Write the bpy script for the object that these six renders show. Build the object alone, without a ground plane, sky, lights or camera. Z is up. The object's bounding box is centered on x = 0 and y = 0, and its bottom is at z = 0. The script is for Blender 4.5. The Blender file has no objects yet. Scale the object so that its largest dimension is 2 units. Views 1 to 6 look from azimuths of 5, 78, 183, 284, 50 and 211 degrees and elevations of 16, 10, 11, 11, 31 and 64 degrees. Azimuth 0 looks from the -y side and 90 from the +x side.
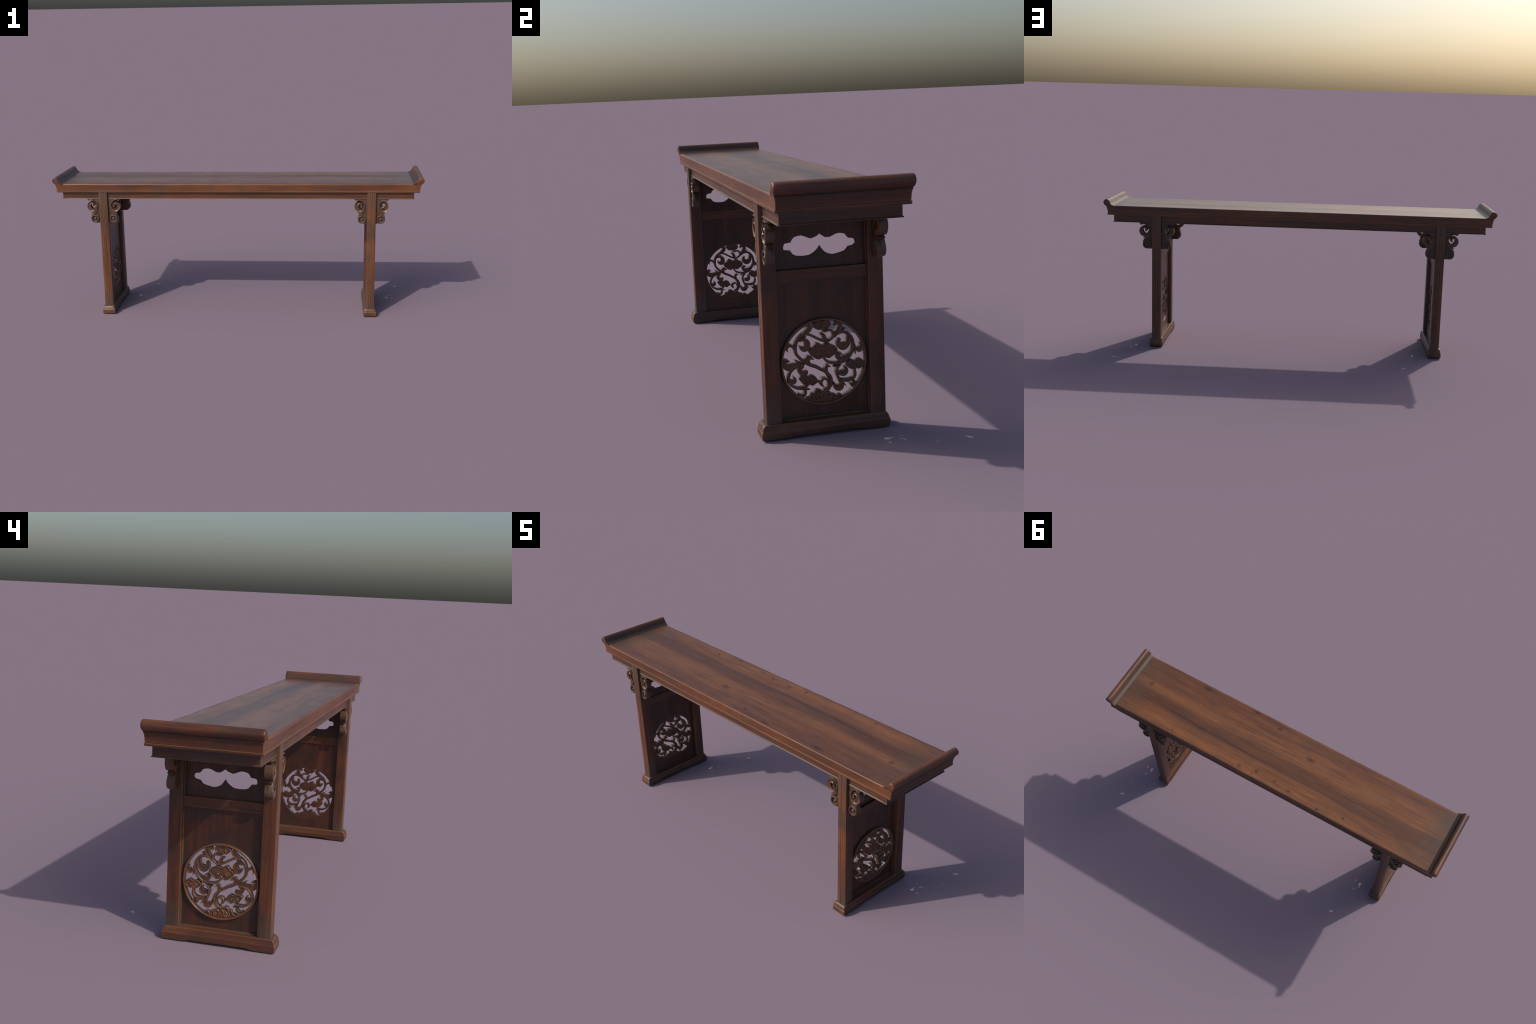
"""Long altar table with upturned scroll ends, carved corner brackets and two
end panels, each pierced by a round openwork of vine scrolls and cloud heads."""
import bpy, bmesh, math, random
from math import sin, cos, pi, radians
from mathutils import Vector, Matrix, noise

random.seed(7)
YC = 0.0035            # the whole upper structure sits a touch behind the middle of the feet

# ------------------------------------------------------------------ materials

def node(nt, kind, **kw):
    n = nt.nodes.new(kind)
    for k, v in kw.items():
        setattr(n, k, v)
    return n

def ramp(nt, src, stops, interp='LINEAR'):
    r = node(nt, 'ShaderNodeValToRGB')
    r.color_ramp.interpolation = interp
    els = r.color_ramp.elements
    while len(els) < len(stops):
        els.new(0.5)
    for e, (p, c) in zip(els, stops):
        e.position = p
        e.color = (c, c, c, 1) if isinstance(c, (int, float)) else (*c, 1)
    nt.links.new(src, r.inputs[0])
    return r.outputs[0]

def math_node(nt, op, a, b=None, c=None, clamp=False):
    m = node(nt, 'ShaderNodeMath', operation=op, use_clamp=clamp)
    for i, v in enumerate((a, b, c)):
        if v is None:
            continue
        if isinstance(v, (int, float)):
            m.inputs[i].default_value = v
        else:
            nt.links.new(v, m.inputs[i])
    return m.outputs[0]

def mix_col(nt, fac, a, b, blend='MIX'):
    m = node(nt, 'ShaderNodeMix', data_type='RGBA', blend_type=blend)
    for sock, v in ((m.inputs[0], fac), (m.inputs[6], a), (m.inputs[7], b)):
        if isinstance(v, (int, float)):
            sock.default_value = v
        elif isinstance(v, tuple):
            sock.default_value = (*v, 1)
        else:
            nt.links.new(v, sock)
    return m.outputs[2]

def noise_tex(nt, vec, scale, detail=4, rough=0.55, dist=0.0):
    n = node(nt, 'ShaderNodeTexNoise')
    n.inputs['Scale'].default_value = scale
    n.inputs['Detail'].default_value = detail
    n.inputs['Roughness'].default_value = rough
    n.inputs['Distortion'].default_value = dist
    nt.links.new(vec, n.inputs['Vector'])
    return n.outputs['Fac']

def mapped(nt, vec, scale, loc=(0, 0, 0)):
    m = node(nt, 'ShaderNodeMapping')
    m.inputs['Scale'].default_value = scale
    m.inputs['Location'].default_value = loc
    nt.links.new(vec, m.inputs['Vector'])
    return m.outputs[0]

DARK = (0.064, 0.024, 0.014)
MID = (0.140, 0.048, 0.021)
WARM = (0.215, 0.080, 0.030)
EDGE = (0.300, 0.125, 0.048)
GRIME = (0.068, 0.056, 0.044)

def wood(name, axis='x', dark=DARK, mid=MID, warm=WARM, edge=0.8, edge_r=0.0035,
         grime=0.85, grime_d=0.03, legs=False, planks=False, rough=0.42, grain=0.55,
         facets=None, walls=None, trough=False, end_tone=0.70, patchy=0.6, patch_col=(0.060, 0.038, 0.026), grime_tone=1.0):
    """Old lacquered softwood. Grain runs along `axis` (world position); rubbed
    edges turn pale orange, corners hold grey-green grime."""
    mat = bpy.data.materials.new(name)
    mat.use_nodes = True
    nt = mat.node_tree
    L = nt.links.new
    bsdf = nt.nodes['Principled BSDF']
    geo = node(nt, 'ShaderNodeNewGeometry')
    pos = geo.outputs['Position']
    sep = node(nt, 'ShaderNodeSeparateXYZ')
    L(pos, sep.inputs[0])

    nsep = node(nt, 'ShaderNodeSeparateXYZ')
    L(geo.outputs['Normal'], nsep.inputs[0])
    end_on = math_node(nt, 'ABSOLUTE', nsep.outputs['X'])
    if axis == 'x':
        # end faces of lengthwise members are cross rails: their grain runs along y
        turn = node(nt, 'ShaderNodeCombineXYZ')
        L(sep.outputs['Y'], turn.inputs[0]); L(sep.outputs['X'], turn.inputs[1]); L(sep.outputs['Z'], turn.inputs[2])
        sw = node(nt, 'ShaderNodeMix', data_type='VECTOR')
        L(math_node(nt, 'GREATER_THAN', end_on, 0.7), sw.inputs[0])
        L(pos, sw.inputs[4]); L(turn.outputs[0], sw.inputs[5])
        gpos = sw.outputs[1]
    else:
        gpos = pos
    along, across = 1.0, 14.0
    sc = {'x': (along, across, across), 'y': (across, along, across), 'z': (across, across, along)}[axis]
    gv = mapped(nt, gpos, sc)
    fine_sc = {'x': (5, 260, 260), 'y': (260, 5, 260), 'z': (260, 260, 5)}[axis]
    fv = mapped(nt, gpos, fine_sc)

    broad = noise_tex(nt, gv, 1.7, 4, 0.6, 0.4)
    streak = noise_tex(nt, mapped(nt, gpos, tuple(v * 2.2 for v in sc)), 3.2, 5, 0.65, 0.3)
    fine = noise_tex(nt, fv, 1.0, 3, 0.6)
    blot = noise_tex(nt, pos, 7.0, 4, 0.6)

    tone = math_node(nt, 'ADD', math_node(nt, 'MULTIPLY', broad, 0.60),
                     math_node(nt, 'MULTIPLY', streak, 0.40))
    col = ramp(nt, tone, [(0.33, dark), (0.50, mid), (0.68, warm)])
    # fine grain lines
    fl = ramp(nt, fine, [(0.30, 1.0 - grain), (0.62, 1.0)])
    col = mix_col(nt, 1.0, col, fl, 'MULTIPLY')
    # cloudy darker, greyer patches of old lacquer
    patch = ramp(nt, blot, [(0.46, 0.0), (0.66, patchy)])
    col = mix_col(nt, patch, col, patch_col)

    if not walls:
        # base colour multiplied down on end-facing surfaces, painting in their shade
        col = mix_col(nt, ramp(nt, end_on, [(0.5, 0.0), (0.8, 1.0)]), col, mix_col(nt, 1.0, col, (end_tone, end_tone * 0.96, end_tone), 'MULTIPLY'))
    if planks:
        # three boards across the depth plus the frame members front and back
        yy = sep.outputs['Y']
        wob = math_node(nt, 'MULTIPLY_ADD', noise_tex(nt, mapped(nt, pos, (3, 3, 3)), 1.0, 3), 0.022, -0.011)
        y2 = math_node(nt, 'ADD', yy, wob)
        band = math_node(nt, 'MULTIPLY_ADD', y2, 2.6, 0.5)
        tint = ramp(nt, band, [(0.02, (1.12, 1.05, 1.0)), (0.085, (0.86, 0.82, 0.86)), (0.20, (0.88, 0.84, 0.88)), (0.27, (1.05, 1.0, 0.95)),
                               (0.42, (1.16, 1.14, 1.04)), (0.49, (1.14, 1.10, 1.0)), (0.525, (0.82, 0.78, 0.78)),
                               (0.68, (0.68, 0.68, 0.72)), (0.76, (1.06, 1.02, 0.92)), (0.90, (1.22, 1.16, 1.0))])
        col = mix_col(nt, 1.0, col, tint, 'MULTIPLY')
        # dusty grey drift in the middle and against the scrolls
        xx = math_node(nt, 'ABSOLUTE', sep.outputs['X'])
        ends = math_node(nt, 'SMOOTHSTEP' if False else 'SUBTRACT', xx, 0.80)
        ends = math_node(nt, 'MULTIPLY', ends, 6.5, clamp=True)
        ends = math_node(nt, 'MULTIPLY', ends, math_node(nt, 'ADD', blot, 0.25), clamp=True)
        col = mix_col(nt, math_node(nt, 'MULTIPLY', ends, 0.75), col, (0.075, 0.056, 0.040))
        # knots
        for i, (kx, ky, r, el) in enumerate(KNOTS):
            vm = node(nt, 'ShaderNodeVectorMath', operation='SUBTRACT')
            L(pos, vm.inputs[0])
            vm.inputs[1].default_value = (kx, ky, 0.737)
            r *= 1.45
            ms = mapped(nt, vm.outputs[0], (1.0 / (r * el), 1.0 / r, 0.0))
            ln = node(nt, 'ShaderNodeVectorMath', operation='LENGTH')
            L(ms, ln.inputs[0])
            d = math_node(nt, 'ADD', ln.outputs['Value'], math_node(nt, 'MULTIPLY_ADD', noise_tex(nt, pos, 90, 2), 1.1, -0.55))
            m = ramp(nt, d, [(0.20, 0.72), (1.0, 0.0)])
            col = mix_col(nt, m, col, (0.030, 0.014, 0.010))
    if facets:
        # small dark pegs along the front face
        for px in facets:
            vm = node(nt, 'ShaderNodeVectorMath', operation='SUBTRACT')
            L(pos, vm.inputs[0])
            vm.inputs[1].default_value = (px, 0, 0.716)
            ms = mapped(nt, vm.outputs[0], (1 / 0.0042, 0, 1 / 0.0042))
            ln = node(nt, 'ShaderNodeVectorMath', operation='LENGTH')
            L(ms, ln.inputs[0])
            col = mix_col(nt, ramp(nt, ln.outputs['Value'], [(0.3, 0.6), (1.0, 0.0)]), col, (0.035, 0.022, 0.018))

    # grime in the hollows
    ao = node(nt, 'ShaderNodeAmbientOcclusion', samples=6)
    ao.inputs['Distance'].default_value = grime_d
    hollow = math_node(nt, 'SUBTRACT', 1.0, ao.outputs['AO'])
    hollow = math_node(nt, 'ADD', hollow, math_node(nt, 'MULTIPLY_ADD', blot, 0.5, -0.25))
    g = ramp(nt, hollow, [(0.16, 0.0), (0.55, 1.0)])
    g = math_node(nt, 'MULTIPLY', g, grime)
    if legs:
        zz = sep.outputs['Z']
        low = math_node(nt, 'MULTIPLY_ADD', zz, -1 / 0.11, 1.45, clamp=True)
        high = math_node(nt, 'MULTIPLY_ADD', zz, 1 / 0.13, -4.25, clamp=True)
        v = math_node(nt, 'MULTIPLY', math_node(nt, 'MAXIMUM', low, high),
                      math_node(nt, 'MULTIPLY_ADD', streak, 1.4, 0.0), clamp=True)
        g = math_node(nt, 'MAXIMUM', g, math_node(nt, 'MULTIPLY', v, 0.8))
    if legs:
        # scored middle of the front face holds dirt
        off = math_node(nt, 'ABSOLUTE', math_node(nt, 'SUBTRACT', math_node(nt, 'ABSOLUTE', sep.outputs['X']), 0.72625))
        strip = ramp(nt, off, [(0.0035, 1.0), (0.0095, 0.0)])
        strip = math_node(nt, 'MULTIPLY', strip, math_node(nt, 'GREATER_THAN', math_node(nt, 'ABSOLUTE', nsep.outputs['Y']), 0.4))
        strip = math_node(nt, 'MULTIPLY', strip, math_node(nt, 'MULTIPLY_ADD', streak, 1.3, -0.25, clamp=True))
        g = math_node(nt, 'MAXIMUM', g, strip)
    if walls:
        # side walls of the fretwork are tinted greyer than the faces
        flat = math_node(nt, 'ABSOLUTE', nsep.outputs[walls])
        g = math_node(nt, 'MAXIMUM', g, ramp(nt, flat, [(0.25, 0.70 if walls == 'X' else 0.32), (0.60, 0.0)]))
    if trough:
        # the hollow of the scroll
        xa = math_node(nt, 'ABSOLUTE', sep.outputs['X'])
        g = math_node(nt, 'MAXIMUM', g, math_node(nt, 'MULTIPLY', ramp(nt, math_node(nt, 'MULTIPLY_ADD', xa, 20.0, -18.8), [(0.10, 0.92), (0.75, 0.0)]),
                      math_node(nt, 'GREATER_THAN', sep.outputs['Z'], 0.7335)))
    if walls:
        g = math_node(nt, 'MAXIMUM', g, ramp(nt, geo.outputs['Pointiness'], [(0.42, 0.85), (0.49, 0.0)]))
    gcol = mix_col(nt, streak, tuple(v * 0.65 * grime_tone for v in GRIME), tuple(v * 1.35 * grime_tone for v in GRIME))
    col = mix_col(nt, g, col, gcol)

    # rubbed edges
    bev = node(nt, 'ShaderNodeBevel', samples=6)
    bev.inputs['Radius'].default_value = edge_r
    dp = node(nt, 'ShaderNodeVectorMath', operation='DOT_PRODUCT')
    L(bev.outputs[0], dp.inputs[0])
    L(geo.outputs['Normal'], dp.inputs[1])
    e = math_node(nt, 'SUBTRACT', 1.0, dp.outputs['Value'])
    e = ramp(nt, e, [(0.015, 0.0), (0.16, 1.0)])
    if walls:
        e = math_node(nt, 'MAXIMUM', e, ramp(nt, geo.outputs['Pointiness'], [(0.53, 0.0), (0.60, 0.95)]))
        e = math_node(nt, 'MULTIPLY', e, ramp(nt, flat, [(0.25, 0.06), (0.75, 1.0)]))
    e = math_node(nt, 'MULTIPLY', e, ramp(nt, blot, [(0.30, 0.35), (0.58, 1.0)]))
    keep = ramp(nt, math_node(nt, 'SUBTRACT', 1.0, ao.outputs['AO']), [(0.25, 1.0), (0.6, 0.0)])
    e = math_node(nt, 'MULTIPLY', math_node(nt, 'MULTIPLY', e, keep), edge)
    col = mix_col(nt, e, col, EDGE)
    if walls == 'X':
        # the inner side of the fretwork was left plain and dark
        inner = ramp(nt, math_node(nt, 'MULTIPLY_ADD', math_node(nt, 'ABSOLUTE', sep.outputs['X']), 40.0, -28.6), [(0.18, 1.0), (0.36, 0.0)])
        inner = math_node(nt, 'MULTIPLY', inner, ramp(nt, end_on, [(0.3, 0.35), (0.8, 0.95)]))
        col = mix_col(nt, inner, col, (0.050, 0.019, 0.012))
    L(col, bsdf.inputs['Base Color'])

    rg = math_node(nt, 'MULTIPLY_ADD', blot, 0.10, rough - 0.045)
    rg = math_node(nt, 'ADD', rg, math_node(nt, 'MULTIPLY', g, 0.06))
    L(rg, bsdf.inputs['Roughness'])
    bsdf.inputs['Specular IOR Level'].default_value = 0.5
    bp = node(nt, 'ShaderNodeBump')
    bp.inputs['Strength'].default_value = 0.25
    bp.inputs['Distance'].default_value = 0.0012
    hgt = math_node(nt, 'ADD', math_node(nt, 'MULTIPLY', fine, 0.3), math_node(nt, 'MULTIPLY', streak, 0.7))
    L(hgt, bp.inputs['Height'])
    L(bp.outputs[0], bsdf.inputs['Normal'])
    return mat

# knots seen on the top board: x, y, radius, elongation along the grain
KNOTS = [(0.590, 0.158, 0.006, 1.4), (0.170, 0.158, 0.009, 1.2), (0.072, 0.141, 0.010, 1.1), (-0.039, 0.141, 0.007, 1.2),
         (-0.128, 0.155, 0.008, 1.1), (-0.306, 0.168, 0.008, 1.2), (-0.445, 0.146, 0.009, 1.1), (0.848, -0.030, 0.009, 1.2),
         (-0.140, -0.060, 0.012, 2.2), (0.249, -0.165, 0.009, 2.2), (0.095, -0.140, 0.008, 2.0), (0.559, -0.155, 0.010, 2.4),
         (0.090, 0.165, 0.005, 1.0)]
PEGS = [-0.93, -0.79, -0.60, -0.33, -0.05, 0.22, 0.42, 0.62, 0.81, 0.93]

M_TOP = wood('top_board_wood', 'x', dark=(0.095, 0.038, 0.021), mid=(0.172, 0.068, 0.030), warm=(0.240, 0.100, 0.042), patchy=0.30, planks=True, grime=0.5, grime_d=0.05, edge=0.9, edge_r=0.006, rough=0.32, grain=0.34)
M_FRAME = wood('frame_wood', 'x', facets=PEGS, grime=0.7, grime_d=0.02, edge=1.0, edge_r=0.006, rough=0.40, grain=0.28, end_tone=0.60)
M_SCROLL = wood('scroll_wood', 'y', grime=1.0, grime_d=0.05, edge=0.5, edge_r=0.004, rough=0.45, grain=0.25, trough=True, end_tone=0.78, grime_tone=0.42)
M_APRON = wood('apron_wood', 'x', dark=(0.05, 0.024, 0.016), mid=(0.11, 0.042, 0.021), warm=(0.18, 0.068, 0.028), grime=1.0, grime_d=0.07, edge=0.9, edge_r=0.003, rough=0.4, grain=0.28, end_tone=0.62)  # wide occlusion distance tints the shade gradient below the top into the colour
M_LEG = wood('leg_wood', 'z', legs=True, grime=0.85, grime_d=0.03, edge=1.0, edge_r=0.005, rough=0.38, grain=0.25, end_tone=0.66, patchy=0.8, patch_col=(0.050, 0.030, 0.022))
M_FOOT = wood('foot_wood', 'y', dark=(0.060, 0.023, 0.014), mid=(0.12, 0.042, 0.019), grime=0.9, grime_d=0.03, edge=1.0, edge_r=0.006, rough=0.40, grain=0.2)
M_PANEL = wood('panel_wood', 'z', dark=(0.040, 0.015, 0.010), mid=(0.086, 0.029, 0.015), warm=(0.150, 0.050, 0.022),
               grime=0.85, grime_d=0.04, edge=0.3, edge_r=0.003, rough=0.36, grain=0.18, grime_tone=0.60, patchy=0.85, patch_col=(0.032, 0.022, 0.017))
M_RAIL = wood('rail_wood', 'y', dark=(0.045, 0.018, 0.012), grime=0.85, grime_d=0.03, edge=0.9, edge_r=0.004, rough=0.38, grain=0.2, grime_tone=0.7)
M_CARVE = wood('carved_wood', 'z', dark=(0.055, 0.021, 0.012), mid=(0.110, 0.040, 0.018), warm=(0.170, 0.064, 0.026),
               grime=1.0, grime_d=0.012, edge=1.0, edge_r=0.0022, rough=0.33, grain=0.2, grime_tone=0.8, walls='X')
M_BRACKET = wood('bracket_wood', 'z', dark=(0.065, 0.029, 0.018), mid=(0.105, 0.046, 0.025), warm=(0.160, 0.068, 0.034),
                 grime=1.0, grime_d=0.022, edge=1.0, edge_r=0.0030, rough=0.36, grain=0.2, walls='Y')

# ------------------------------------------------------------------ mesh helpers

def link(ob, parent=None):
    bpy.context.scene.collection.objects.link(ob)
    if parent is not None:
        ob.parent = parent
    return ob

def finish(name, bm, mat, parent, angle=35):
    bmesh.ops.recalc_face_normals(bm, faces=bm.faces)
    me = bpy.data.meshes.new(name)
    bm.to_mesh(me)
    bm.free()
    me.materials.append(mat)
    me.shade_smooth()
    me.set_sharp_from_angle(angle=radians(angle))
    return link(bpy.data.objects.new(name, me), parent)

def loft(rings, close_ends=True):
    """Faces between successive closed rings of equal length."""
    bm = bmesh.new()
    vs = [[bm.verts.new(p) for p in r] for r in rings]
    n = len(rings[0])
    for a, b in zip(vs, vs[1:]):
        for i in range(n):
            bm.faces.new((a[i], a[(i + 1) % n], b[(i + 1) % n], b[i]))
    if close_ends:
        bm.faces.new(vs[0])
        bm.faces.new(list(reversed(vs[-1])))
    return bm

def rect_ring(x0, x1, y0, y1, z, nx=1, ny=1, r=0.0):
    """Rectangle walked with nx, ny segments per side, corners eased by r."""
    pts = []
    for k in range(nx):
        t = k / nx
        pts.append([x0 + r + (x1 - x0 - 2 * r) * k / max(nx - 1, 1), y0, z])
    for k in range(ny):
        pts.append([x1, y0 + r + (y1 - y0 - 2 * r) * k / max(ny - 1, 1), z])
    for k in range(nx):
        pts.append([x1 - r - (x1 - x0 - 2 * r) * k / max(nx - 1, 1), y1, z])
    for k in range(ny):
        pts.append([x0, y1 - r - (y1 - y0 - 2 * r) * k / max(ny - 1, 1), z])
    return pts

def catmull(pts, n=6, closed=False):
    """Catmull-Rom through points of any dimension."""
    P = [Vector(p) for p in pts]
    m = len(P)
    out = []
    last = m if closed else m - 1
    for i in range(last):
        if closed:
            a, b, c, d = P[(i - 1) % m], P[i], P[(i + 1) % m], P[(i + 2) % m]
        else:
            a, b, c, d = P[max(i - 1, 0)], P[i], P[i + 1], P[min(i + 2, m - 1)]
        for k in range(n):
            t = k / n
            out.append(0.5 * ((2 * b) + (c - a) * t + (2 * a - 5 * b + 4 * c - d) * t * t
                              + (3 * b - a - 3 * c + d) * t ** 3))
    if not closed:
        out.append(P[-1].copy())
    return out

def plate(name, loops, front, back, mat, parent, bevel=0.0, place=None, angle=35):
    """Flat board cut to closed outlines (first is the outside, the rest are
    holes), lying in the u,v plane with its face at w=front and back at w=back;
    `place` carries (u, v, w) into object space."""
    cu = bpy.data.curves.new(name, 'CURVE')
    cu.dimensions = '2D'
    cu.fill_mode = 'BOTH'
    cu.extrude = abs(front - back) / 2 - bevel
    cu.bevel_depth = bevel
    cu.bevel_resolution = 2
    cu.offset = -bevel
    for lp in loops:
        sp = cu.splines.new('POLY')
        sp.points.add(len(lp) - 1)
        for q, p in zip(sp.points, lp):
            q.co = (p[0], p[1], 0, 1)
        sp.use_cyclic_u = True
    tmp = bpy.data.objects.new(name, cu)
    bpy.context.scene.collection.objects.link(tmp)
    dg = bpy.context.evaluated_depsgraph_get()
    me = bpy.data.meshes.new_from_object(tmp.evaluated_get(dg))
    bpy.data.objects.remove(tmp)
    bpy.data.curves.remove(cu)
    bm = bmesh.new()
    bm.from_mesh(me)
    bpy.data.meshes.remove(me)
    mid = (front + back) / 2
    for v in bm.verts:
        q = (v.co.x, v.co.y, v.co.z + mid)
        v.co = place(*q) if place else q
    bmesh.ops.remove_doubles(bm, verts=bm.verts, dist=1e-6)
    return finish(name, bm, mat, parent, angle)

def stroke(bm, pts, front, back, place, dish=0.0, crown=0.5, groove=0.0, n=5, closed=False):
    """Carved strand: (u, v, width) control points swept with a section whose
    shoulders are eased; wide parts are hollowed by `dish`, `groove` runs a vein
    along the middle. All in metres."""
    C = catmull(pts, n, closed)
    m = len(C)
    T = [-1.0, -1.0, -0.96, -0.80, -0.5, -0.2, 0.0, 0.2, 0.5, 0.80, 0.96, 1.0, 1.0]
    rows = []
    for i, c in enumerate(C):
        a = C[(i - 1) % m] if closed else C[max(i - 1, 0)]
        b = C[(i + 1) % m] if closed else C[min(i + 1, m - 1)]
        d = Vector((b[0] - a[0], b[1] - a[1]))
        d = d.normalized() if d.length > 1e-9 else Vector((1, 0))
        nrm = Vector((-d.y, d.x))
        h = max(c[2], 0.0004) / 2
        row = []
        for j, t in enumerate(T):
            u, v = c[0] + nrm.x * t * h, c[1] + nrm.y * t * h
            if j in (0, len(T) - 1):
                w = back
            else:
                ease = h * crown
                w = front - ease * (1 - math.sqrt(max(0.0, 1 - (abs(t) * 0.98) ** 2)))
                w -= dish * min(h, 0.006) * (1 - t * t)
                if abs(t) < 0.1:
                    w -= groove
                w = max(w, back + 0.002)
            row.append(bm.verts.new(place(u, v, w)))
        rows.append(row)
    pairs = list(zip(rows, rows[1:]))
    if closed:
        pairs.append((rows[-1], rows[0]))
    k = len(T)
    for a, b in pairs:
        for j in range(k):
            jj = (j + 1) % k
            bm.faces.new((a[j], a[jj], b[jj], b[j]))
    if not closed:
        bm.faces.new(rows[0])
        bm.faces.new(list(reversed(rows[-1])))

def dome(bm, u, v, w, r, rise, place, n=14):
    """Small rounded boss standing on the plane w."""
    rings = []
    for k in range(5):
        a = (pi / 2) * k / 5
        rr, hh = r * cos(a), rise * sin(a)
        rings.append([bm.verts.new(place(u + rr * cos(2 * pi * i / n), v + rr * sin(2 * pi * i / n), w + hh)) for i in range(n)])
    top = bm.verts.new(place(u, v, w + rise))
    base = [bm.verts.new(place(u + r * cos(2 * pi * i / n), v + r * sin(2 * pi * i / n), w - 0.003)) for i in range(n)]
    rings.insert(0, base)
    for a, b in zip(rings, rings[1:]):
        for i in range(n):
            bm.faces.new((a[i], a[(i + 1) % n], b[(i + 1) % n], b[i]))
    for i in range(n):
        bm.faces.new((rings[-1][i], rings[-1][(i + 1) % n], top))
    bm.faces.new(list(reversed(base)))

# ------------------------------------------------------------------ the table

table = link(bpy.data.objects.new('altar_table', None))
table['label'] = 'long dark wooden altar table with scroll ends and carved pierced panels'
table['category'] = 'altar table'

# --- table top: moulded frame, as one lofted block --------------------------
HX, HY = 0.9838, 0.1848
TOP = 0.7372
NX, NY = 150, 30

def wear(x, y, amp, seed):
    return amp * noise.noise(Vector((x * 9 + seed, y * 9, seed * 3.1)))

def top_ring(ix, iy, z, wobble=0.0, seed=0.0):
    ring = rect_ring(-HX + ix, HX - ix, YC - HY + iy, YC + HY - iy, z, NX, NY)
    if wobble:
        for p in ring:
            d = wear(p[0], p[1], wobble, seed)
            if abs(abs(p[1] - YC) - (HY - iy)) < 1e-5:
                p[1] -= math.copysign(abs(d), p[1] - YC)
                p[2] -= abs(d) * 0.6
    return ring

# (inset at the ends, inset along the sides, height, wear)
PROFILE = [(0.0400, 0.0300, 0.6900, 0), (0.0066, 0.0022, 0.6900, 0), (0.0056, 0.0010, 0.6910, 0), (0.0046, 0.0002, 0.6955, 0),
           (0.0044, 0.0002, 0.6982, 0), (0.0052, 0.0012, 0.6990, 0), (0.0074, 0.0042, 0.6993, 0), (0.0076, 0.0044, 0.7004, 0), (0.0056, 0.0026, 0.7010, 0),
           (0.0046, 0.0026, 0.7090, 0), (0.0030, 0.0020, 0.7190, 0.0003), (0.0014, 0.0010, 0.7270, 0.0006), (0.0008, 0.0006, 0.7315, 0.0010),
           (0.0014, 0.0012, 0.7345, 0.0014), (0.0032, 0.0028, 0.7363, 0.0014), (0.0062, 0.0056, 0.73715, 0.0008), (0.0100, 0.0100, TOP, 0)]
rings = [top_ring(ix, iy, z, w, 1.7) for ix, iy, z, w in PROFILE]
bm = loft(rings, close_ends=False)
frame = finish('table_frame', bm, M_FRAME, table, 40)

# the board itself: one gently uneven sheet running out to the frame's eased edge
bm = bmesh.new()
bx, by = HX - 0.0100, HY - 0.0100
gx, gy = 120, 24
grid = []
for i in range(gx + 1):
    row = []
    for j in range(gy + 1):
        x, y = -bx + 2 * bx * i / gx, YC - by + 2 * by * j / gy
        rim = 0.0 if i in (0, gx) or j in (0, gy) else 1.0
        z = TOP + rim * 0.0004 * (noise.noise(Vector((x * 3, y * 16, 4.2))) - 0.2)
        row.append(bm.verts.new((x, y, z)))
    grid.append(row)
for i in range(gx):
    for j in range(gy):
        bm.faces.new((grid[i][j], grid[i + 1][j], grid[i + 1][j + 1], grid[i][j + 1]))
finish('top_board', bm, M_TOP, table, 50)

# --- upturned scroll ends ---------------------------------------------------
SCROLL = [(0.9400, 0.7345), (0.9440, 0.7372), (0.9505, 0.7396), (0.9570, 0.7434), (0.9615, 0.7490), (0.9655, 0.7560),
          (0.9690, 0.7625), (0.9735, 0.7680), (0.9785, 0.7708), (0.9840, 0.7712), (0.9900, 0.7690), (0.9955, 0.7645),
          (0.9990, 0.7590), (1.0000, 0.7550), (0.9992, 0.7505), (0.9965, 0.7450), (0.9920, 0.7398), (0.9880, 0.7364), (0.9862, 0.7352),
          (0.9838, 0.7344), (0.9816, 0.7340), (0.9814, 0.7330), (0.9838, 0.7324), (0.9850, 0.7316), (0.9850, 0.7298), (0.9836, 0.7288), (0.9600, 0.7288)]
prof = [Vector(p) for p in catmull(SCROLL, 2)]
roll = Vector((0.9835, 0.7545))

def scroll_ring(y, inset, sx):
    pts = []
    n = len(prof)
    cx, cz = 0.973, 0.747
    for p in prof:
        c = roll if p.y > 0.742 else Vector((cx, cz))
        d = p - c
        q = p - d.normalized() * min(inset, d.length * 0.9) if d.length > 0 else p
        t = max(0.0, min(1.0, (p.y - 0.733) / 0.012))
        lim = HY + 0.0004 + 0.0056 * t * t * (3 - 2 * t)
        pts.append((sx * q.x, YC + max(-lim, min(lim, y)), q.y))
    return pts

for sx in (1, -1):
    half = 0.1884
    stations = [(-half - 0.0022, 0.0060), (-half - 0.0016, 0.0032), (-half - 0.0002, 0.0012), (-half + 0.002, 0.0)]
    ys = stations + [(-half + 0.002 + (2 * half - 0.004) * k / 40, 0.0) for k in range(1, 40)] + \
        [(-y, i) for y, i in reversed(stations)]
    bm = loft([scroll_ring(y, i, sx) for y, i in ys])
    finish('scroll_end', bm, M_SCROLL, table, 40)

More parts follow.
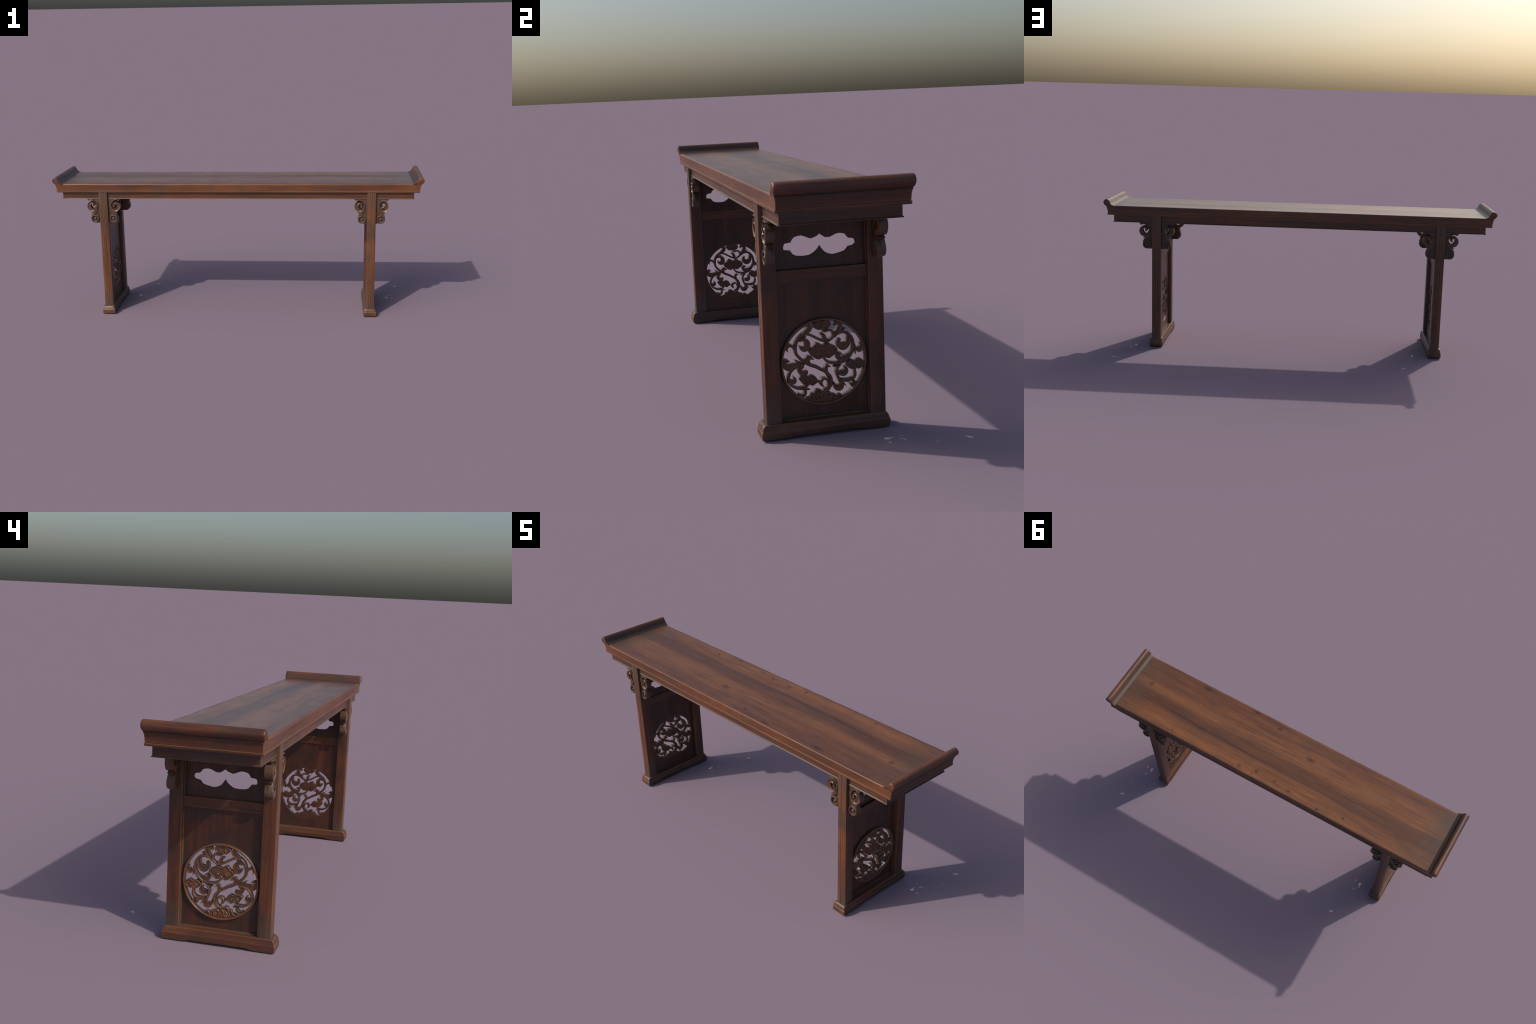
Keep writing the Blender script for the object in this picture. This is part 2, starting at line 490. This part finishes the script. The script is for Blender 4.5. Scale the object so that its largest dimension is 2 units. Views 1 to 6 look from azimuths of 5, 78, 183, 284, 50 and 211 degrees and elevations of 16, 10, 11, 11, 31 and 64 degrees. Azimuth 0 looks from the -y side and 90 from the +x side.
# --- apron: four boards in a frame with a beaded lower lip -------------------
AX, AY = 0.9490, 0.1685
APRON = [(0.0, 0.6912), (0.0, 0.6595), (0.0004, 0.6578), (-0.0012, 0.6566), (-0.0026, 0.6556), (-0.0032, 0.6540),
         (-0.0026, 0.6527), (-0.0006, 0.6523), (0.0200, 0.6523), (0.0200, 0.6912)]
bm = loft([rect_ring(-AX + i, AX - i, YC - AY + i, YC + AY - i, z, 60, 12) for i, z in APRON], close_ends=False)
finish('apron', bm, M_APRON, table, 40)

# --- end frames ---------------------------------------------------------------
LX0, LX1 = 0.7030, 0.7495      # leg, inner and outer face
LY0, LY1 = 0.1360, 0.1820      # leg, measured from the middle line
FX = 0.7260                    # centre line of an end frame

def leg_section(z, grow=0.0):
    """Square leg with softened arrises; the outward face carries a shallow
    bead between two scored lines."""
    hx, hy = (LX1 - LX0) / 2 + grow, (LY1 - LY0) / 2 + grow
    r = 0.0030
    face = [(-hx, r), (-hx + r * 0.3, r * 0.3), (-hx + r, 0), (-0.0066, 0), (-0.0054, 0.0020), (-0.0042, 0.0006), (-0.0014, 0.0001),
            (0, 0.0), (0.0014, 0.0001), (0.0042, 0.0006), (0.0054, 0.0020), (0.0066, 0), (hx - r, 0), (hx - r * 0.3, r * 0.3), (hx, r)]
    pts = [(x, -hy + y, z) for x, y in face]
    pts += [(hx, hy - 0.002, z), (hx - 0.0006, hy - 0.0006, z), (hx - 0.002, hy, z), (-hx + 0.002, hy, z), (-hx + 0.0006, hy - 0.0006, z), (-hx, hy - 0.002, z)]
    return pts

leg_rings = []
for k in range(41):
    z = 0.0435 + (0.6915 - 0.0435) * k / 40
    leg_rings.append([(x, y, zz) for x, y, zz in leg_section(z)])
for sx in (1, -1):
    for sy in (1, -1):
        bm = loft([[(sx * FX + x, YC + sy * ((LY0 + LY1) / 2 + -(y)), z) for x, y, z in r] for r in leg_rings])
        finish('leg', bm, M_LEG, table, 30)

# --- feet: long sled blocks, sloping shoulders, hollowed between two pads ----
def foot_ring(inset_x, inset_y, z, hollow):
    hx, hy = 0.0338 - inset_x, 0.1956 - inset_y
    ring = rect_ring(-hx, hx, -hy, hy, z, 6, 60, 0.0012)
    for p in ring:
        if hollow:
            t = (abs(p[1] - 0.002) - 0.098) / 0.022
            t = 1 - max(0.0, min(1.0, t))
            p[2] += 0.0050 * t * t * (3 - 2 * t) * hollow
    return ring

FOOT = [(0.0040, 0.0070, 0.0, 1), (0.0014, 0.0030, 0.0008, 1), (0.0004, 0.0010, 0.0030, 1), (0.0, 0.0002, 0.0070, 0.6),
        (0.0, 0.0, 0.0225, 0), (0.0002, 0.0002, 0.0244, 0), (0.0012, 0.0013, 0.0254, 0), (0.0018, 0.0022, 0.0290, 0), (0.0034, 0.0046, 0.0370, 0),
        (0.0042, 0.0084, 0.0425, 0), (0.0056, 0.0112, 0.0448, 0), (0.0080, 0.0140, 0.0454, 0)]
for sx in (1, -1):
    bm = loft([[(sx * FX + p[0], p[1], p[2]) for p in foot_ring(*s)] for s in FOOT])
    for v in bm.verts:
        d = 0.0006 * noise.noise(v.co * 30)
        if v.co.z > 0.004:
            v.co.x += d
            v.co.z += d * 0.5
    finish('foot', bm, M_FOOT, table, 40)

# --- end panels, in (u, v, w): u along +y, v up, w outward ---------------------
PANEL_IN, PANEL_OUT, CARVE_OUT = 0.7185, 0.7275, 0.7390
RC = 0.2130                    # height of the roundel's centre
RR = 0.1310                    # its radius

def placer(sx):
    return lambda u, v, w: (sx * w, YC + u, v)

def rect(u0, u1, v0, v1):
    return [(u0, v0), (u1, v0), (u1, v1), (u0, v1)]

def circle(cu, cv, r, n=96):
    return [(cu + r * cos(2 * pi * i / n), cv + r * sin(2 * pi * i / n)) for i in range(n)]

STEMS = [
    # main stem
    [(6.8, -89.6, 6), (15.5, -79.7, 6.5), (20.2, -67, 7.5), (19.3, -51.4, 8), (12.1, -39.4, 8), (0.4, -29.6, 8), (-9, -24, 8), (-24.3, -14.3, 8.5), (-40.3, -7.3, 8.5), (-56.2, 2.4, 8.5), (-70.8, 15.2, 8.5), (-80, 26.7, 8), (-83.9, 36.6, 7.5), (-84.1, 50.7, 7.5), (-82.5, 61.3, 8.5), (-76.8, 73.6, 9), (-67.8, 83.3, 8.5), (-57.8, 89.6, 7)],
    # garland
    [(-63.3, 86, 4), (-46.1, 86, 6), (-31.2, 78.8, 6.2), (-10, 66.5, 6.4), (5, 61, 6.6), (14.8, 60.7, 6.6), (26.2, 68.6, 6.6), (37.4, 76.5, 6.6), (48.6, 81.7, 6.6), (61.8, 83.3, 6.6), (71.6, 79.4, 5)],
    # left stem
    [(56.3, 82.9, 5), (71.6, 79.4, 8.5), (82.7, 67.2, 9), (88.9, 53.3, 8), (89.8, 37.8, 7.5), (85.9, 22.9, 8), (78.5, 10.6, 8.5), (67.6, -0.1, 8.5), (58.6, -5.7, 7.5), (46.3, -8.6, 7.2), (32, -8.4, 7), (16.7, -4.8, 7), (5, 3.3, 6.5), (0, 14, 6), (1.6, 26.9, 4)],
    # loop
    [(25, 65.5, 5), (30.2, 72.5, 6.2), (30.5, 82.2, 6.5), (24.9, 91, 6), (14, 92.3, 5.8), (4.1, 90.3, 5.5), (-1.7, 95.3, 5.2), (-2.8, 106.8, 4)],
    # left cloud stem
    [(95.2, -21.5, 3.5), (93.6, -34.6, 5), (93.9, -47.9, 7.5), (89.5, -57.4, 8.5), (78.7, -63.7, 9.2), (65.3, -64.2, 9.2), (51, -60, 5)],
    # low stem
    [(50.6, -13.5, 4), (41.9, -22.3, 6), (37.8, -35, 7.2), (40.4, -47.5, 7.2), (45.5, -60.4, 7.2), (50.6, -71.6, 8)],
    # right stem
    [(-75, -5.5, 4.5), (-89.3, -11.8, 5.5), (-99.9, -19.7, 6.6), (-105.5, -30.5, 6.6), (-108.2, -43.2, 6.6), (-106.4, -53.9, 6.2), (-98.2, -64.3, 6.2), (-85.5, -71.5, 7.2), (-72.6, -74.2, 8), (-59.5, -72.3, 6.2), (-50.5, -65.8, 5), (-45.7, -57.1, 3.2)],
    # hook inner
    [(-4.2, -89.2, 7.5), (7.7, -81.4, 6.2), (12.5, -70.4, 5), (8.6, -58.8, 5), (1.5, -52.3, 6.6), (-6.8, -54.6, 8.5), (-11.8, -61.1, 9.2), (-9.6, -69.6, 8), (-3.8, -76, 2.5)],
]
LEAVES_UPPER = [
    # leaf top right
    [(-65.5, 85.2, 6), (-53.3, 92.3, 9), (-44.4, 98.8, 12), (-39.8, 106.9, 11), (-42.8, 112.6, 9), (-49.7, 113.4, 5.5), (-55.2, 110.9, 1.2)],
    # leaf top left
    [(33.9, 70.9, 4.5), (40.4, 83.2, 9), (47.4, 93.2, 11.5), (52.1, 102.4, 10.5), (49.1, 110.9, 9), (41, 112.4, 8.5), (33.8, 109.5, 6.5), (32.5, 104.2, 1.5)],
    # leaf inner big
    [(74.2, 74.8, 4), (76, 63.6, 8.5), (74.5, 52.8, 11.5), (68.7, 43.7, 16), (59.1, 39.4, 18), (49.4, 43.9, 15), (45.8, 52, 11), (46.6, 59, 8.5), (51.8, 64.4, 2.5)],
    # leaf inner low
    [(84.1, 26.4, 4), (77, 14.1, 7), (66.8, 6.6, 10), (55.6, 2.5, 11), (45.7, 4.9, 11), (41.6, 13.1, 9.5), (46.2, 19.1, 8), (55.6, 17.9, 2)],
    # leaf right big
    [(-72.8, 67.7, 2.5), (-60.8, 70.5, 5.5), (-51.3, 65.6, 12), (-48.5, 54.9, 14.5), (-53.8, 45.3, 16), (-64.1, 44.9, 11), (-71.8, 54, 1.2)],
    # leaf left edge
    [(108, 46, 2), (114, 40.8, 6), (114.2, 32, 11), (107.9, 26.2, 13.5), (99.6, 27.8, 8), (94.4, 37.2, 4.5)],
    # hook right
    [(-85.8, 41.1, 5), (-91.2, 52.1, 7), (-100.1, 58.1, 6.6), (-107.7, 55.8, 6.6), (-111.4, 48.7, 6.2), (-108.4, 40.2, 1.5)],
    # sprout
    [(6.2, 64.5, 8), (3.3, 72.5, 9.5), (0.3, 79.3, 8.5), (-5, 83.8, 6), (-11, 82.9, 1.5)],
]
LEAVES_LOWER = [
    # leaf low
    [(49.6, -68.7, 6), (51.5, -77.9, 11), (45.2, -83.7, 15.5), (36.9, -83.1, 14.5), (30.5, -76.7, 8), (28, -70.3, 5), (29.8, -66.1, 1.5)],
    # leaf left bulb
    [(58.6, -20.6, 2), (65.1, -25.3, 7), (65.2, -35.3, 12), (57.8, -41, 15), (46.2, -40.6, 9)],
    # leaf left small
    [(87.6, -64.9, 5), (91.6, -75.5, 9), (87, -81, 8.5), (80.4, -79, 6), (76.6, -74.6, 1.5)],
    # leaf right
    [(-60.9, -6.8, 5), (-81.3, -2, 8.5), (-95.5, -5, 11.5), (-106.9, -7.4, 15.5), (-116.8, -1.2, 14.5), (-119.6, 7.9, 10.5), (-113.4, 13.1, 8.5), (-103.9, 10.7, 2.5)],
    # leaf right bead
    [(-94.2, -35.2, 1.2), (-89.1, -43.6, 7), (-93.3, -51.8, 11.5), (-100.8, -50.8, 9), (-107.2, -47.8, 4.5)],
    # leaf right c
    [(-62.2, -9.9, 3.5), (-71.6, -14.2, 9), (-73, -22.7, 11.2), (-65.8, -30.2, 11.2), (-56.5, -29.3, 11.2), (-51.3, -22.3, 3)],
    # leaf right small
    [(-58.7, -79.6, 5), (-60.3, -90.4, 7.5), (-67.1, -97.2, 8.5), (-75.7, -94.4, 6), (-80.2, -86, 1.2)],
    # sprout left
    [(8, -32.2, 6), (5.1, -21.4, 8.5), (9.8, -13.8, 7.5), (19, -17.7, 1.8)],
    # sprout right
    [(-43.5, -5.8, 5.5), (-49.5, 6.5, 11), (-49.2, 14.1, 11), (-41, 15.2, 9), (-30.9, 10.1, 1.5)],
]
TIPS = [
    # spike a
    [(-74.9, 69, 5), (-63.8, 75.8, 4.8), (-51.2, 79.1, 2)],
    # spike b
    [(43, 78.5, 4.5), (55.9, 87.3, 5), (67.2, 94.7, 2)],
    # spike c
    [(49.8, -63.2, 5), (57.8, -72, 5.5), (65.8, -82.6, 1.2)],
    # spike d
    [(51.6, -14.8, 4), (38.3, -17.4, 4.4), (27.7, -18.8, 2)],
    # spike e
    [(94.6, 43.8, 4), (94.6, 26.2, 4.2), (96.3, 12.8, 1)],
    # spike f
    [(17.4, -73.3, 2.5), (13.7, -55.1, 4.2), (4.9, -39.6, 2)],
    # spike g
    [(-59.7, -3.1, 4), (-75.6, 4.4, 6.2), (-89, 14, 1.8)],
    # spike h
    [(-72.7, -76, 5), (-57.6, -78.6, 5.2), (-45.1, -80.1, 1.8)],
]
CLOUD_TOP = [(23.3, 111.3), (19.3, 120.4), (11.9, 124.3), (4.2, 123.3), (-2.4, 121.3), (-13.1, 123.1), (-22, 118.8), (-32, 112.4), (-23.7, 102.8), (-15.3, 97.5), (-7.6, 98.7), (-2.1, 101.3), (4.2, 96.8), (11.9, 98.5), (18.7, 103.2)]
CLOUD_CENTRE = [(40.8, 34), (34, 43.6), (25.3, 46.9), (15.8, 54.1), (5.9, 52.6), (-2.1, 48.1), (-12.7, 54.8), (-24.5, 57.4), (-30.4, 46.2), (-40.4, 40.9), (-44.6, 31.6), (-36.9, 21.9), (-28.5, 14.3), (-17.8, 9.4), (-7.9, 11.7), (1.2, 21.5), (6.4, 12), (17.3, 10.4), (26.3, 16.1), (37.1, 24.6)]
CLOUD_LEFT = [(122.1, -17.2), (116.3, -6.5), (107.6, -0.9), (94, -7.8), (83, -3.1), (75.2, -4.5), (66.8, -16.7), (73.4, -24.7), (83.2, -31.2), (91, -29.2), (95.6, -26.5), (101, -31.6), (111.1, -29.6), (120.2, -23)]
CLOUD_RIGHT = [(-20, -57.2), (-29.8, -41), (-40.6, -38.5), (-47.2, -41.5), (-60.1, -35.9), (-69.9, -37.4), (-77.5, -43.5), (-69.6, -55.5), (-63.4, -63), (-54.7, -63.6), (-48.1, -61.2), (-37.5, -69), (-28.5, -63.8)]
MOUND = [(54.8, -109), (42.8, -102.1), (33.8, -106.1), (24.1, -99.5), (20.6, -102.8), (14.4, -94), (5.5, -93.9), (-2.2, -93.9), (-1.2, -94.1), (-8.7, -87.5), (-18.3, -81.2), (-28.2, -82.1), (-34.7, -93.4), (-40.6, -90.9), (-45.5, -102.4), (-54.3, -103.4), (-62.2, -109.5), (-39.7, -120.9), (-12.6, -129.7), (10.8, -129.1), (33.2, -122.2)]
# fretted opening of the upper panel: two cloud lobes meeting in ogee points
FRET = [(-0.0005, 0.5570), (-0.0045, 0.5490), (-0.0113, 0.5411), (-0.0205, 0.5345), (-0.0299, 0.5298), (-0.0480, 0.5285), (-0.0680, 0.5303), (-0.0770, 0.5345), (-0.0816, 0.5389), (-0.0873, 0.5472),
        (-0.1011, 0.5489), (-0.1062, 0.5510), (-0.1073, 0.5560), (-0.1062, 0.5630), (-0.1037, 0.5681), (-0.0963, 0.5698), (-0.0853, 0.5705), (-0.0815, 0.5780), (-0.0758, 0.5845), (-0.0650, 0.5878), (-0.0537, 0.5887), (-0.0430, 0.5850),
        (-0.0340, 0.5807), (-0.0251, 0.5780), (-0.0150, 0.5810), (-0.0068, 0.5845), (0.0005, 0.5904), (0.0063, 0.5855), (0.0172, 0.5784), (0.0304, 0.5783), (0.0385, 0.5815), (0.0468, 0.5856), (0.0570, 0.5877), (0.0672, 0.5868),
        (0.0735, 0.5850), (0.0788, 0.5812), (0.0825, 0.5755), (0.0861, 0.5715), (0.0973, 0.5702), (0.1034, 0.5668), (0.1063, 0.5606), (0.1051, 0.5537), (0.1020, 0.5507), (0.0978, 0.5487), (0.0860, 0.5472),
        (0.0800, 0.5400), (0.0748, 0.5346), (0.0600, 0.5305), (0.0409, 0.5272), (0.0310, 0.5287), (0.0228, 0.5321), (0.0128, 0.5382), (0.0050, 0.5480)]

def m3(pts):
    return [tuple(c / 1000 for c in p) for p in pts]

def fuller(group, k, hollow=9.0):
    """Widen strands; already broad bulbs gain the most."""
    return [[(u, v, w * (1 + k * min(1.0, w / hollow))) for u, v, w in pts] for pts in group]

def raised(pts):
    """Roundel millimetres -> panel u, v metres."""
    return [(p[0], p[1] + RC, *p[2:]) for p in m3(pts)]

rng = random.Random(11)

def build_end(sx):
    place = placer(sx)
    hu = LY0 + 0.002
    # upper fretted panel
    out = rect(-hu, hu, 0.475, 0.6915)
    hole = FRET
    plate('fretted_panel', [out, hole], PANEL_OUT, PANEL_IN, M_PANEL, table, 0.0006, place)
    # rail
    bm = bmesh.new()
    sec = [(0.7135, 0.4590), (0.7135, 0.4922), (0.7150, 0.4936), (0.7368, 0.4936), (0.7385, 0.4922), (0.7385, 0.4590), (0.7370, 0.4576), (0.7150, 0.4576)]
    bm = loft([[place(u, z, w) for w, z in sec] for u in [-hu + 2 * hu * k / 20 for k in range(21)]])
    finish('rail', bm, M_RAIL, table, 30)
    # thin beads around the lower panel, tucked against the legs and foot
    for side in (1, -1):
        bm = loft([[place(side * uu, v, w) for uu, w in ((LY0 + 0.001, PANEL_OUT - 0.002), (LY0 + 0.001, PANEL_OUT + 0.004), (LY0 - 0.0016, PANEL_OUT + 0.0030), (LY0 - 0.0030, PANEL_OUT - 0.002))]
                   for v in [0.044 + 0.646 * k / 24 for k in range(25)]])
        finish('bead', bm, M_RAIL, table, 30)
    bm = loft([[place(u, v, w) for v, w in ((0.0435, PANEL_OUT - 0.002), (0.0435, PANEL_OUT + 0.005), (0.0478, PANEL_OUT + 0.0030), (0.0500, PANEL_OUT - 0.002))]
               for u in [-hu + 2 * hu * k / 20 for k in range(21)]])
    finish('bead', bm, M_RAIL, table, 30)
    # lower panel with the round opening
    panel = plate('pierced_panel', [rect(-hu, hu, 0.0435, 0.475), circle(0, RC, 0.1262)], PANEL_OUT, PANEL_IN, M_PANEL, table, 0.0, place)
    # raised rim of the roundel
    bm = bmesh.new()
    n = 128
    sec = [(0.1240, PANEL_IN + 0.0004), (0.1312, PANEL_IN + 0.0004), (0.1316, PANEL_OUT + 0.001), (0.1322, PANEL_OUT + 0.0040), (0.1312, CARVE_OUT - 0.0024), (0.1294, CARVE_OUT - 0.0006), (0.1272, CARVE_OUT),
           (0.1252, CARVE_OUT - 0.0008), (0.1238, CARVE_OUT - 0.0028), (0.1234, PANEL_OUT), (0.1236, PANEL_IN + 0.001)]
    rings = [[bm.verts.new(place(r * cos(a), RC + r * sin(a), w)) for r, w in sec] for a in [2 * pi * i / n for i in range(n)]]
    for i in range(n):
        a, b = rings[i], rings[(i + 1) % n]
        for j in range(len(sec)):
            jj = (j + 1) % len(sec)
            bm.faces.new((a[j], a[jj], b[jj], b[j]))
    finish('roundel_rim', bm, M_CARVE, panel, 50)

    count = [0]
    def depth():
        count[0] += 1
        return PANEL_IN + 0.0006 + 0.00005 * count[0]

    def strands(name, group, front, dish, crown, groove):
        for i, pts in enumerate(group):
            bm = bmesh.new()
            stroke(bm, raised(pts), front + rng.uniform(-0.0008, 0.0008), depth(), place, dish, crown, groove)
            finish(name, bm, M_CARVE, panel, 60)

    strands('vine_stem', fuller(STEMS, 0.10), CARVE_OUT - 0.0014, 0.0, 0.75, 0.0006)
    strands('curled_leaf', fuller(LEAVES_UPPER, 0.24), CARVE_OUT - 0.0002, 0.68, 0.40, 0.0)
    strands('curled_leaf', fuller(LEAVES_LOWER, 0.24), CARVE_OUT - 0.0002, 0.68, 0.40, 0.0)
    strands('leaf_tip', TIPS, CARVE_OUT - 0.0026, 0.0, 0.8, 0.0)

    # cloud heads: sunken lobed plate, raised rolled rim, two eyes and a stalk
    clouds = [(CLOUD_TOP, (-2.2, 101), (-2, 110), 0.75), (CLOUD_CENTRE, (0.5, 18), (-1.5, 31), 1.15),
              (CLOUD_LEFT, (95.2, -25), (94.5, -17), 0.7), (CLOUD_RIGHT, (-48, -62), (-48, -52), 0.75)]
    for outline, foot, eye, s in clouds:
        oc = [(p[0], p[1]) for p in catmull(raised([(u, v, 0) for u, v in outline]), 4, True)]
        cl = plate('cloud_head', [oc], CARVE_OUT - 0.0036, depth(), M_CARVE, panel, 0.0008, place)
        cx = sum(p[0] for p in oc) / len(oc)
        cy = sum(p[1] for p in oc) / len(oc)
        bm = bmesh.new()
        rim = []
        for u, v in oc[::3]:
            d = Vector((cx - u, cy - v)).normalized() * 0.0016
            rim.append((u + d.x, v + d.y, 0.0044))
        stroke(bm, rim, CARVE_OUT - 0.0014, depth(), place, 0.0, 0.9, 0.0, 2, True)
        for side in (1, -1):
            eu, ev = eye[0] / 1000 + side * 0.0125 * s, eye[1] / 1000 + RC - 0.005 * s
            dome(bm, eu, ev, CARVE_OUT - 0.0040, 0.0058 * s, 0.0026, place)
            arc = [(eu + 0.0098 * s * cos(a) * side, ev + 0.0090 * s * sin(a), 0.0030) for a in [radians(t) for t in (200, 150, 100, 50, 0, -40)]]
            stroke(bm, arc, CARVE_OUT - 0.0028, PANEL_OUT, place, 0.0, 0.9, 0.0, 3)
        stem = raised([(foot[0], foot[1] - 3, 5.5 * s), (foot[0], (foot[1] + eye[1]) / 2, 5 * s), (eye[0], eye[1] + 2, 4 * s)])
        stroke(bm, stem, CARVE_OUT - 0.0016, PANEL_OUT, place, 0.0, 0.8, 0.0)
        finish('cloud_relief', bm, M_CARVE, panel, 50)

    # rocky mound at the foot of the vine
    oc = raised(MOUND)
    plate('rock_mound', [oc], CARVE_OUT - 0.0040, depth(), M_CARVE, panel, 0.0008, place)
    bm = bmesh.new()
    for ridge in ROCK_RIDGES:
        stroke(bm, raised(ridge), CARVE_OUT - 0.0014 + rng.uniform(-0.001, 0.0006), PANEL_OUT, place, 0.0, 0.8, 0.0, 4)
    dome(bm, -0.0215, RC - 0.1165, CARVE_OUT - 0.004, 0.0068, 0.0032, place)
    dome(bm, 0.0130, RC - 0.1120, CARVE_OUT - 0.004, 0.0050, 0.0022, place)
    finish('rock_relief', bm, M_CARVE, panel, 50)

ROCK_RIDGES = [
    [(52, -109, 4), (43, -104, 6), (36, -109, 6), (32, -117, 4)],
    [(33, -106, 4), (24, -102, 7), (20, -108, 7), (19, -119, 4)],
    [(20, -104, 4), (14, -97, 8), (6, -98, 9), (2, -108, 7), (4, -120, 5)],
    [(2, -98, 5), (-7, -96, 8), (-13, -103, 8), (-13, -114, 5)],
    [(-9, -91, 5), (-19, -85, 8), (-27, -87, 8), (-31, -97, 7), (-36, -108, 4)],
    [(-34, -95, 4), (-41, -95, 7), (-44, -104, 7), (-50, -109, 5), (-59, -110, 4)],
    [(-20, -100, 5), (-28, -107, 6), (-32, -116, 5)],
]

for sx in (1, -1):
    build_end(sx)

# --- corner brackets: 8 carved spandrels, meshes shared and mirrored ------------
# local frame: u away from the leg, v up from the apron's lower edge, w towards the viewer
def bk(pts):
    """Millimetres (u right, v down) -> bracket metres."""
    return [(p[0] / 1000, -p[1] / 1000, *(c / 1000 for c in p[2:])) for p in pts]

B_PLATE = [(-1.5, -9.5), (60, -3.2), (73.2, 0.4), (67, 5), (59.4, 14.4), (51, 10.6), (43, 8.4), (34, 11), (26, 19.5), (19.5, 33), (17, 49),
           (21, 62), (31, 76), (41, 84), (46, 97), (49.5, 112), (43, 126), (32.3, 136.6), (-1.5, 136.6)]
B_ARC = [(60.5, 11.5, 3), (53, 9, 5), (43, 6.6, 5.6), (32, 10.8, 5.6), (23, 20.5, 5.4), (16.5, 34, 5), (14, 50, 4.4), (19, 66, 4)]
B_VOLUTE = [(18, 44, 4), (26, 58, 8), (37, 63.5, 15), (49, 60, 19), (57.5, 46, 19), (55, 31, 15), (44, 23.2, 12), (33, 27.5, 10), (30.5, 37.5, 9.5), (36, 44.5, 7)]
B_STEM = [(12, 28, 5), (14, 46, 7), (19, 62, 11), (27, 77, 14), (37, 88, 13), (43, 98, 10), (45.5, 110, 7)]
B_ROSETTE = [(45.8, 108, 6.5), (44.5, 121, 6.5), (35, 130.5, 6.5), (22, 130.5, 6), (12, 121.5, 6), (8.8, 111, 6), (13, 100, 6), (23, 94, 6), (33, 95, 6), (41, 99, 6)]
B_LEAFLET = [(27, 68, 3), (37, 74, 7.5), (48, 80.5, 2)]
B_THREAD = [(11, 22, 5), (12.5, 40, 3.8), (13, 60, 3.6), (12, 78, 3.6), (9.5, 87, 6), (12, 91, 4)]

def bracket_meshes():
    p = lambda u, v, w: (u, v, w)
    out = []
    def keep(ob):
        me = ob.data
        bpy.data.objects.remove(ob)
        out.append((ob_name[0], me))
    ob_name = ['']
    # backing board, cut to the outline; its face is sunk below the carving
    ob_name[0] = 'corner_bracket'
    keep(plate('corner_bracket', [[(a, b) for a, b in bk(B_PLATE)]], -0.0060, -0.0262, M_BRACKET, None, 0.0006, p))
    for nm, pts, front, back, dish, crown, gr in (
            ('scroll_arc', B_ARC, 0.0012, -0.0255, 0.0, 0.8, 0.0),
            ('volute', B_VOLUTE, 0.0034, -0.0250, 0.95, 0.22, 0.0),
            ('bracket_stem', B_STEM, 0.0012, -0.0150, 0.25, 0.5, 0.0),
            ('bracket_leaflet', B_LEAFLET, -0.0004, -0.0245, 0.0, 0.7, 0.0),
            ('bracket_thread', B_THREAD, -0.0022, -0.0140, 0.0, 0.8, 0.0)):
        bm = bmesh.new()
        stroke(bm, bk(pts), front, back, p, dish, crown, gr)
        ob_name[0] = nm
        keep(finish(nm, bm, M_BRACKET, None, 50))
    bm = bmesh.new()
    stroke(bm, bk(B_ROSETTE), 0.0020, -0.0245, p, 0.0, 0.7, 0.0, 4, True)
    dome(bm, 0.0268, -0.1120, -0.0062, 0.0078, 0.0080, p)
    ob_name[0] = 'rosette'
    keep(finish('rosette', bm, M_BRACKET, None, 50))
    return out

PARTS = bracket_meshes()
V0 = 0.6550
for sx in (1, -1):
    for out in (1, -1):
        for sy in (-1, 1):
            ux = sx * out
            root_x = sx * (LX1 if out == 1 else LX0)
            nm, me = PARTS[0]
            root = link(bpy.data.objects.new(nm, me), table)
            # columns: u -> +-x, v -> z, w -> +-y
            root.matrix_local = Matrix(((ux, 0, 0, root_x), (0, 0, sy, YC + sy * 0.1740), (0, 1, 0, V0), (0, 0, 0, 1)))
            for cn, cm in PARTS[1:]:
                link(bpy.data.objects.new(cn, cm), root)
